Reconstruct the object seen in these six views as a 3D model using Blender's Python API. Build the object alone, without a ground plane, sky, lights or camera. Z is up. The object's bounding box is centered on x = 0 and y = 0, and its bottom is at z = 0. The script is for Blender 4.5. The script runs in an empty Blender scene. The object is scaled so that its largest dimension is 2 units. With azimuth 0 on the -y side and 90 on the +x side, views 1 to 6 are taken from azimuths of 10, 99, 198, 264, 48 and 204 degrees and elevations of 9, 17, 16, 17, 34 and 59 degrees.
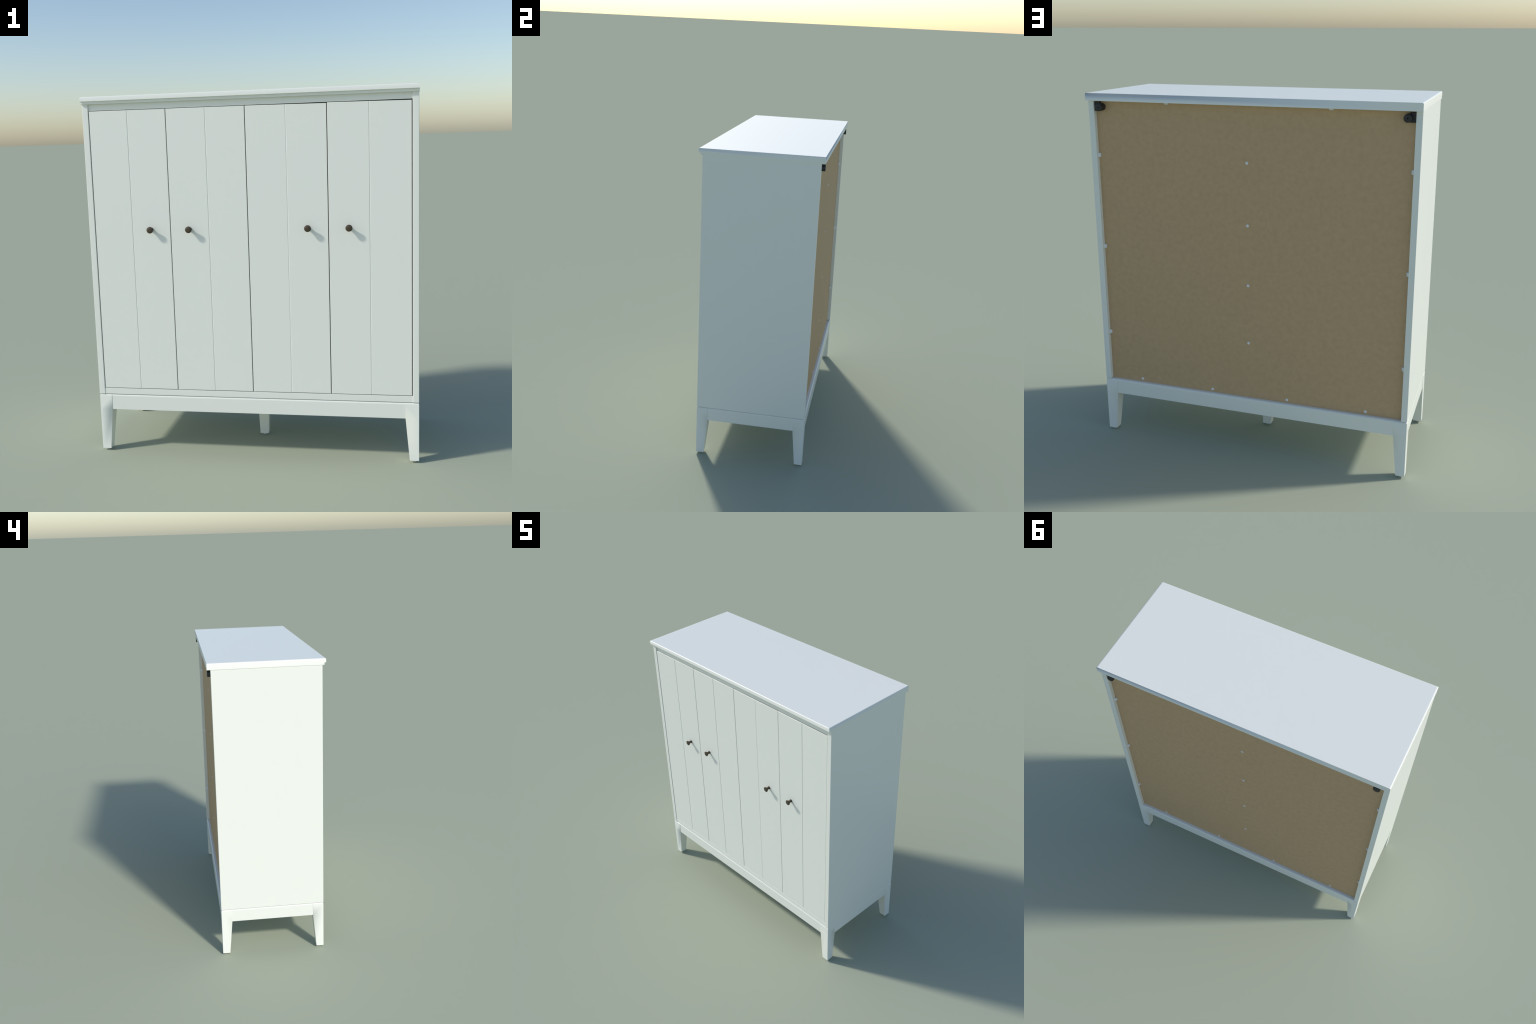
"""White painted four-door storage cabinet on tapered legs, fibreboard back."""
import bpy, bmesh, math
from mathutils import Vector, Matrix

# ------------------------------------------------------------------ sizes (m)
HALF_W = 0.8941            # outside of the side panels
PANEL_T = 0.0328           # side panel thickness
INNER = HALF_W - PANEL_T   # inside of the side panels
FRONT, BACK = -0.3420, 0.3543
BASE_TOP = 0.3338          # top of the leg frame
BODY_BOTTOM = 0.3354       # underside of the body, a hair above the frame
APRON_BOTTOM = 0.2464
LEG_BOTTOM = 0.0105
TOP_UNDER = 1.9595
LEG_W_TOP, LEG_W_FOOT = 0.0712, 0.0490
BOARD_Y = 0.3300           # visible face of the back board
DOOR_Y = -0.3400           # door faces, a little behind the side panel edges
DOOR_Z0, DOOR_Z1 = 0.3738, 1.9222
GAP = 0.0042
KNOB_Z = 1.277


# ------------------------------------------------------------------ materials
def new_material(name):
    m = bpy.data.materials.new(name)
    m.use_nodes = True
    nt = m.node_tree
    bsdf = nt.nodes["Principled BSDF"]
    return m, nt, bsdf


def noise_colour(nt, bsdf, stops, scale, detail=4.0, rough=0.6, stretch=(1, 1, 1)):
    tc = nt.nodes.new("ShaderNodeTexCoord")
    mp = nt.nodes.new("ShaderNodeMapping")
    mp.inputs["Scale"].default_value = stretch
    no = nt.nodes.new("ShaderNodeTexNoise")
    no.inputs["Scale"].default_value = scale
    no.inputs["Detail"].default_value = detail
    no.inputs["Roughness"].default_value = rough
    cr = nt.nodes.new("ShaderNodeValToRGB")
    els = cr.color_ramp.elements
    els[0].position, els[0].color = stops[0][0], (*stops[0][1], 1)
    els[1].position, els[1].color = stops[-1][0], (*stops[-1][1], 1)
    for p, c in stops[1:-1]:
        e = els.new(p)
        e.color = (*c, 1)
    nt.links.new(tc.outputs["Object"], mp.inputs["Vector"])
    nt.links.new(mp.outputs["Vector"], no.inputs["Vector"])
    nt.links.new(no.outputs["Fac"], cr.inputs["Fac"])
    nt.links.new(cr.outputs["Color"], bsdf.inputs["Base Color"])
    return no, cr, mp


def add_bump(nt, bsdf, height_socket, strength, distance):
    b = nt.nodes.new("ShaderNodeBump")
    b.inputs["Strength"].default_value = strength
    b.inputs["Distance"].default_value = distance
    nt.links.new(height_socket, b.inputs["Height"])
    nt.links.new(b.outputs["Normal"], bsdf.inputs["Normal"])


def white_paint():
    m, nt, b = new_material("white_paint")
    noise_colour(nt, b, [(0.30, (0.828, 0.844, 0.778)), (0.70, (0.831, 0.847, 0.781))], 3.0, 3)
    b.inputs["Roughness"].default_value = 0.30
    b.inputs["Specular IOR Level"].default_value = 0.5
    return m


def fibreboard():
    m, nt, b = new_material("brown_fibreboard")
    no, cr, mp = noise_colour(
        nt, b, [(0.30, (0.512, 0.354, 0.201)), (0.5, (0.545, 0.378, 0.214)),
                (0.70, (0.574, 0.401, 0.228))], 36.0, 6, 0.62)
    b.inputs["Roughness"].default_value = 0.75
    b.inputs["Specular IOR Level"].default_value = 0.25
    return m


def dark_bronze():
    m, nt, b = new_material("dark_bronze_metal")
    noise_colour(nt, b, [(0.3, (0.054, 0.038, 0.020)), (0.7, (0.070, 0.050, 0.027))], 60.0, 3)
    b.inputs["Roughness"].default_value = 0.5
    return m


def black_plastic():
    m, nt, b = new_material("black_plastic")
    noise_colour(nt, b, [(0.3, (0.014, 0.014, 0.014)), (0.7, (0.022, 0.022, 0.022))], 90.0, 2)
    b.inputs["Roughness"].default_value = 0.45
    return m


def nail_white():
    m, nt, b = new_material("white_plastic")
    noise_colour(nt, b, [(0.3, (0.74, 0.75, 0.75)), (0.7, (0.78, 0.79, 0.79))], 50.0, 2)
    b.inputs["Roughness"].default_value = 0.4
    return m


PAINT, FIBRE, BRONZE, BLACK, NAILW = (
    white_paint(), fibreboard(), dark_bronze(), black_plastic(), nail_white())


# ------------------------------------------------------------------ mesh tools
def loop_normals(me, limit=50.0):
    """Corner normals: average, by area, of the faces that meet at less than the
    limit angle. Flat faces stay flat, rounded edges look round, corners stay sharp."""
    around = [[] for _ in me.vertices]
    for p in me.polygons:
        for v in p.vertices:
            around[v].append((p.normal.copy(), p.area))
    c = math.cos(math.radians(limit))
    out = []
    for p in me.polygons:
        for li in p.loop_indices:
            n = Vector((0, 0, 0))
            for fn, a in around[me.loops[li].vertex_index]:
                if fn.dot(p.normal) > c:
                    n += fn * a
            out.append(n.normalized())
    return out


def finish(bm, name, mat, parent, smooth="area", location=(0, 0, 0), loop_rule=None):
    bmesh.ops.recalc_face_normals(bm, faces=bm.faces)
    me = bpy.data.meshes.new(name)
    bm.to_mesh(me)
    bm.free()
    me.materials.append(mat)
    if smooth == "area":
        for p in me.polygons:
            p.use_smooth = True
        ln = loop_normals(me)
        if loop_rule:
            for p in me.polygons:
                for li in p.loop_indices:
                    n = loop_rule(p, me.vertices[me.loops[li].vertex_index].co, ln[li])
                    if n is not None:
                        ln[li] = n
        me.normals_split_custom_set([tuple(n) for n in ln])
    elif smooth == "angle":
        for p in me.polygons:
            p.use_smooth = True
        me.set_sharp_from_angle(angle=math.radians(38))
    ob = bpy.data.objects.new(name, me)
    bpy.context.scene.collection.objects.link(ob)
    ob.location = location
    if parent:
        ob.parent = parent
    return ob


def prism(profile, axis, a, b):
    """Extrude a closed 2D profile along an axis from a to b."""
    def place(p, t):
        u, v = p
        return {"x": (t, u, v), "y": (u, t, v), "z": (u, v, t)}[axis]
    bm = bmesh.new()
    lo = [bm.verts.new(place(p, a)) for p in profile]
    hi = [bm.verts.new(place(p, b)) for p in profile]
    n = len(profile)
    bm.faces.new(lo)
    bm.faces.new(hi[::-1])
    for i in range(n):
        j = (i + 1) % n
        bm.faces.new((lo[i], hi[i], hi[j], lo[j]))
    bmesh.ops.recalc_face_normals(bm, faces=bm.faces)
    return bm


def round_edges(bm, test, offset, segments=3):
    es = [e for e in bm.edges if test(e.verts[0].co, e.verts[1].co)]
    if es:
        bmesh.ops.bevel(bm, geom=es, offset=offset, segments=segments, profile=0.5,
                        affect="EDGES", clamp_overlap=True)


def box(name, mat, parent, x, y, z, bevel=0.0015, segments=2):
    bm = prism([(x[0], y[0]), (x[1], y[0]), (x[1], y[1]), (x[0], y[1])], "z", z[0], z[1])
    if bevel:
        bmesh.ops.bevel(bm, geom=list(bm.edges), offset=bevel, segments=segments,
                        profile=0.5, affect="EDGES", clamp_overlap=True)
    return finish(bm, name, mat, parent)


def lathe_y(profile, segments):
    """Revolve (radius, y) points about the y axis; ends are closed."""
    bm = bmesh.new()
    rings = []
    for r, y in profile:
        if r < 1e-6:
            rings.append([bm.verts.new((0, y, 0))])
        else:
            rings.append([bm.verts.new((r * math.cos(2 * math.pi * (k + .5) / segments), y,
                                        r * math.sin(2 * math.pi * (k + .5) / segments)))
                          for k in range(segments)])
    for A, B in zip(rings, rings[1:]):
        for k in range(segments):
            l = (k + 1) % segments
            if len(A) == 1:
                bm.faces.new((A[0], B[k], B[l]))
            elif len(B) == 1:
                bm.faces.new((A[k], A[l], B[0]))
            else:
                bm.faces.new((A[k], A[l], B[l], B[k]))
    for R in (rings[0], rings[-1]):
        if len(R) > 1:
            bm.faces.new(R)
    return bm


def near(a, b, tol=1e-4):
    return abs(a - b) < tol


# ------------------------------------------------------------------ the thing
root = bpy.data.objects.new("storage_cabinet", None)
root.empty_display_size = 0.2
bpy.context.scene.collection.objects.link(root)
root["label"] = "white painted four-door cabinet with bronze knobs and tapered legs"
root["category"] = "cabinet"

# ---- top board: thick slab with a stepped front nosing
TOP_HALF = 0.8965
NOSE_Y, STEP_Y, TOP_BACK = -0.3640, -0.3540, 0.3770
NOSE_Z = 1.9740
bm = prism([(TOP_BACK, TOP_UNDER), (TOP_BACK, 2.0), (NOSE_Y, 2.0), (NOSE_Y, NOSE_Z),
            (STEP_Y, NOSE_Z), (STEP_Y, TOP_UNDER)], "x", -TOP_HALF, TOP_HALF)
round_edges(bm, lambda a, b: near(a.z, 2.0) and near(b.z, 2.0) and
            not (near(a.y, TOP_BACK) and near(b.y, TOP_BACK)), 0.0065, 3)
round_edges(bm, lambda a, b: near(a.y, NOSE_Y) and near(b.y, NOSE_Y)
            and near(a.z, NOSE_Z) and near(b.z, NOSE_Z), 0.0020, 2)
round_edges(bm, lambda a, b: near(a.y, STEP_Y) and near(b.y, STEP_Y)
            and near(a.z, TOP_UNDER) and near(b.z, TOP_UNDER), 0.0020, 2)

for x in (-0.885, 0.885):
    bmesh.ops.bisect_plane(bm, geom=bm.verts[:] + bm.edges[:] + bm.faces[:],
                           plane_co=(x, 0, 0), plane_no=(1, 0, 0))


def top_rule(p, co, n):
    # normals tilted to draw a dark band at the back, brighter ends and nosing
    up = co.z > 1.985
    if p.normal.y > 0.99:
        if co.x > 0.87 and up:
            return Vector((0.50, 0.10, 0.85)).normalized()
        return Vector((0, 1, 0))
    if p.normal.x > 0.99:
        if up:
            return Vector((0.80, 0, 0.60)) if co.y < -0.34 else Vector((1, 0, 0))
        return Vector((1, 0, -0.16)).normalized()
    if p.normal.x < -0.99:
        return Vector((-1, 0, 0.22 if up else 0.12)).normalized()
    if p.normal.y < -0.99 and co.y < -0.360:
        return Vector((0, -1, 0.22 if up else 0.04)).normalized()
    return None


finish(bm, "top_board", PAINT, root, loop_rule=top_rule)

# ---- body: side panels, rails, bottom panel, back board
for s in (-1, 1):
    xs = sorted((s * HALF_W, s * INNER))
    box("side_panel", PAINT, root, xs, (FRONT, BACK), (BODY_BOTTOM, TOP_UNDER + 0.003), 0.0022, 3)
box("top_rail", PAINT, root, (-INNER - 0.001, INNER + 0.001), (-0.3328, -0.306),
    (1.9250, TOP_UNDER + 0.002), 0.0012)
box("bottom_rail", PAINT, root, (-INNER - 0.001, INNER + 0.001), (-0.3395, -0.306),
    (BODY_BOTTOM + 0.0008, 0.3708), 0.0012)
box("bottom_panel", PAINT, root, (-INNER - 0.012, INNER + 0.012), (-0.322, 0.326),
    (BASE_TOP - 0.004, 0.366), 0)
box("partition", PAINT, root, (-0.010, 0.010), (-0.268, 0.3225), (0.3655, TOP_UNDER + 0.002), 0)
box("back_board", FIBRE, root, (-INNER - 0.003, INNER + 0.003), (0.322, BOARD_Y),
    (BASE_TOP - 0.002, TOP_UNDER + 0.003), 0)

# ---- doors: two planks each, parted by a V groove; the right-hand pair sits a bit askew
EDGE = INNER - GAP
SPLITS = [-EDGE, -0.4292, 0.0, 0.4292, EDGE]
RIGHT_SET_BACK = [0.0, 0.0, 0.0008, 0.0010]
RIGHT_TOP_DROP = [0.0, 0.0, 0.0028, 0.0032]
GROOVE_DEPTH = [0.0020, 0.0017, 0.0011, 0.0020]
KNOB_X = [-0.5370, -0.3215, 0.3215, 0.5370]
DOOR_T, DOOR_ROUND = 0.026, 0.0018


def build_door(width, height, drop, d):
    """Slab with rounded front edges and a shallow groove of depth d down the middle:
    steep on one side, easing out on the other."""
    h, k = width / 2, height / 2
    groove = [(-0.0022, 0.0), (-0.0015, 0.5), (-0.0006, 1.0), (0.0006, 0.95),
              (0.0018, 0.5), (0.0030, 0.0)]
    bm = prism([(-h, 0), (h, 0), (h, DOOR_T), (-h, DOOR_T)], "z", -k, k)
    round_edges(bm, lambda a, b: near(a.y, 0) and near(b.y, 0), DOOR_ROUND, 3)
    for gx, f in groove:
        bmesh.ops.bisect_plane(bm, geom=bm.verts[:] + bm.edges[:] + bm.faces[:],
                               plane_co=(gx, 0, 0), plane_no=(1, 0, 0))
    for v in bm.verts:
        if v.co.y < DOOR_T / 2:
            for gx, f in groove:
                if near(v.co.x, gx, 1e-5):
                    v.co.y += f * d
        if v.co.z > 0:         # slightly slanted top edge
            v.co.z -= drop * (v.co.x + h) / width
    return bm


KNOB_PROFILE = [(0.0, 0.0), (0.0108, 0.0), (0.0112, -0.0018), (0.0104, -0.0040), (0.0090, -0.0070),
                (0.0082, -0.0105), (0.0086, -0.0145), (0.0108, -0.0200), (0.0140, -0.0252),
                (0.0170, -0.0292), (0.0184, -0.0318), (0.0182, -0.0334), (0.0152, -0.0352),
                (0.0090, -0.0368), (0.0, -0.0375)]
knob_mesh = None
for i in range(4):
    x0 = SPLITS[i] + (GAP / 2 if i > 0 else 0)
    x1 = SPLITS[i + 1] - (GAP / 2 if i < 3 else 0)
    cx, w = (x0 + x1) / 2, x1 - x0
    back = RIGHT_SET_BACK[i]
    door = finish(build_door(w, DOOR_Z1 - DOOR_Z0, RIGHT_TOP_DROP[i], GROOVE_DEPTH[i]), "door", PAINT, root,
                  location=(cx, DOOR_Y + back / 2, (DOOR_Z0 + DOOR_Z1) / 2))
    door.rotation_euler = (0, 0, math.atan2(back, w))
    kx = KNOB_X[i] - cx
    if knob_mesh is None:
        knob = finish(lathe_y(KNOB_PROFILE, 20), "knob", BRONZE, door, smooth="angle")
        knob_mesh = knob.data
    else:
        knob = bpy.data.objects.new("knob", knob_mesh)
        bpy.context.scene.collection.objects.link(knob)
        knob.parent = door
    knob.location = (kx, 0.0004, KNOB_Z - (DOOR_Z0 + DOOR_Z1) / 2)


# ---- base: tapered legs joined by aprons
def foot_glide(parent, x, y):
    bm = lathe_y([(0.0, 0.0), (0.0115, 0.0), (0.0150, 0.0030), (0.0150, 0.0125)], 20)
    bmesh.ops.rotate(bm, verts=bm.verts, cent=(0, 0, 0), matrix=Matrix.Rotation(math.radians(90), 3, "X"))
    return finish(bm, "foot_glide", NAILW, parent, smooth="angle", location=(x, y, 0))


def corner_leg(sx, sy):
    """Outer faces are plumb, the two inner faces taper from the apron down."""
    ox, oy = sx * HALF_W, (FRONT if sy < 0 else BACK)
    levels = [(LEG_BOTTOM, LEG_W_FOOT), (APRON_BOTTOM, LEG_W_TOP), (BASE_TOP, LEG_W_TOP)]
    bm = bmesh.new()
    rings = []
    for z, w in levels:
        rings.append([bm.verts.new((ox - sx * a, oy - sy * b, z))
                      for a, b in ((0, 0), (w, 0), (w, w), (0, w))])
    bm.faces.new(rings[0])
    bm.faces.new(rings[-1])
    for A, B in zip(rings, rings[1:]):
        for k in range(4):
            l = (k + 1) % 4
            bm.faces.new((A[k], A[l], B[l], B[k]))
    bmesh.ops.recalc_face_normals(bm, faces=bm.faces)
    round_edges(bm, lambda a, b: near(a.z, BASE_TOP) and near(b.z, BASE_TOP) and
                ((near(a.x, ox) and near(b.x, ox)) or (near(a.y, oy) and near(b.y, oy))), 0.0100, 3)
    round_edges(bm, lambda a, b: near(a.x, ox) and near(b.x, ox) and near(a.y, oy) and near(b.y, oy),
                0.0012, 2)

    def rule(p, co, n):
        fx, fy = abs(p.normal.x) > 0.985, abs(p.normal.y) > 0.985
        if not (fx or fy):
            if p.area > 0.0008:
                return p.normal
            return None
        outer = (fx and p.normal.x * sx > 0) or (fy and p.normal.y * sy > 0)
        if not outer:
            return p.normal
        if near(co.z, APRON_BOTTOM, 0.004):
            inner = abs(co.y - oy) > 0.05 if fx else abs(co.x - ox) > 0.05
            if inner:   # normal bent inward and down to draw a dark triangular shade
                t = Vector((0, -sy, 0)) if fx else Vector((-sx, 0, 0))
                return (p.normal + 0.50 * t + Vector((0, 0, -0.25))).normalized()
        return (p.normal + Vector((0, 0, 0.10))).normalized()  # outer leg faces lightened by leaning their normals skyward

    leg = finish(bm, "leg", PAINT, root, loop_rule=rule)
    c = LEG_W_FOOT / 2
    foot_glide(leg, ox - sx * c, oy - sy * c)


for sx in (-1, 1):
    for sy in (-1, 1):
        corner_leg(sx, sy)

# centre leg, tapering on all four sides
bm = bmesh.new()
rings = []
for z, h in ((LEG_BOTTOM, 0.0250), (0.250, 0.0335), (BASE_TOP, 0.0335)):
    rings.append([bm.verts.new((a * h, -0.003 + b * h, z)) for a, b in ((-1, -1), (1, -1), (1, 1), (-1, 1))])
bm.faces.new(rings[0])
bm.faces.new(rings[-1])
for A, B in zip(rings, rings[1:]):
    for k in range(4):
        bm.faces.new((A[k], A[(k + 1) % 4], B[(k + 1) % 4], B[k]))
bmesh.ops.recalc_face_normals(bm, faces=bm.faces)
bmesh.ops.bevel(bm, geom=list(bm.edges), offset=0.0010, segments=2, profile=0.5, affect="EDGES")
mid = finish(bm, "leg", PAINT, root)
foot_glide(mid, 0.0, -0.003)

APRON_T, RECESS = 0.030, 0.0014
LX = HALF_W - LEG_W_TOP
R = 0.0100


def apron_profile(out, inn):
    """Cross-section (depth, z) with the outer top edge rounded."""
    s = 1 if inn > out else -1
    pts = [(out, APRON_BOTTOM)]
    for k in range(5):
        t = math.radians(22.5 * k)
        pts.append((out + s * R * (1 - math.cos(t)), BASE_TOP - R + R * math.sin(t)))
    pts += [(inn, BASE_TOP), (inn, APRON_BOTTOM)]
    return pts


for out, inn in ((FRONT + RECESS, FRONT + RECESS + APRON_T), (BACK - RECESS, BACK - RECESS - APRON_T)):
    bm = prism(apron_profile(out, inn), "x", -LX, LX)
    round_edges(bm, lambda a, b: near(a.y, out) and near(b.y, out) and near(a.x, b.x), 0.0018, 2)
    finish(bm, "apron", PAINT, root)
for s in (-1, 1):
    out = s * (HALF_W - RECESS)
    prof = apron_profile(out, out - s * APRON_T)
    bm = prism(prof, "y", FRONT + LEG_W_TOP, BACK - LEG_W_TOP)
    round_edges(bm, lambda a, b: near(a.x, out) and near(b.x, out) and near(a.y, b.y), 0.0018, 2)
    finish(bm, "apron", PAINT, root)

# ---- back: nails, panel clips and wall bumpers
nail_mesh = None
NAILS = [(0.0, z) for z in (1.6630, 1.3295, 0.9960, 0.6625)] + \
        [(x, 0.3515) for x in (-0.665, -0.222, 0.222, 0.665)]
for x, z in NAILS:
    if nail_mesh is None:
        ob = finish(lathe_y([(0.0, 0.0026), (0.0060, 0.0025), (0.0082, 0.0014), (0.0085, -0.001)], 14),
                    "nail_head", NAILW, root, smooth="angle")
        nail_mesh = ob.data
    else:
        ob = bpy.data.objects.new("nail_head", nail_mesh)
        bpy.context.scene.collection.objects.link(ob)
        ob.parent = root
    ob.location = (x, BOARD_Y, z)

# wedge clip: local +x points away from the panel it is pressed into, +y to the rear
bm = prism([(-0.002, -0.001), (0.0122, -0.001), (0.0122, 0.0030), (0.0085, 0.0065), (-0.002, 0.0130)],
           "z", -0.0108, 0.0108)
bmesh.ops.bevel(bm, geom=list(bm.edges), offset=0.0008, segments=2, profile=0.5, affect="EDGES")
clip = finish(bm, "panel_clip", NAILW, root)
clip_mesh = clip.data
clip_places = [(INNER, z, "r") for z in (1.664, 1.1465, 0.628)] + \
              [(-INNER, z, "l") for z in (1.664, 1.1465, 0.628)] + \
              [(x, TOP_UNDER, "t") for x in (-0.444, 0.444)]
for i, (x, z, side) in enumerate(clip_places):
    if i:
        ob = bpy.data.objects.new("panel_clip", clip_mesh)
        bpy.context.scene.collection.objects.link(ob)
        ob.parent = root
    else:
        ob = clip
    ob.location = (x, BOARD_Y, z)
    ob.rotation_euler = (0, {"l": 0.0, "r": math.pi, "t": math.pi / 2}[side], 0)

BUMP_X, BUMP_Z, BUMP_R = 0.8238, 1.9252, 0.0204
for s in (-1, 1):
    bm = lathe_y([(0.0, -0.012), (0.0030, -0.012), (0.0030, 0.0), (0.0178, 0.0004), (0.0196, -0.0004),
                  (BUMP_R, -0.0018), (BUMP_R, -0.0440)], 18)
    bump = finish(bm, "wall_bumper", BLACK, root, smooth="angle", location=(s * BUMP_X, 0.3725, BUMP_Z))
    xs = sorted((0.006 * s, (INNER - BUMP_X + 0.001) * s))
    box("bumper_bracket", BLACK, bump, xs, (-0.0435, -0.0285), (-0.0225, 0.0265), 0.0012)
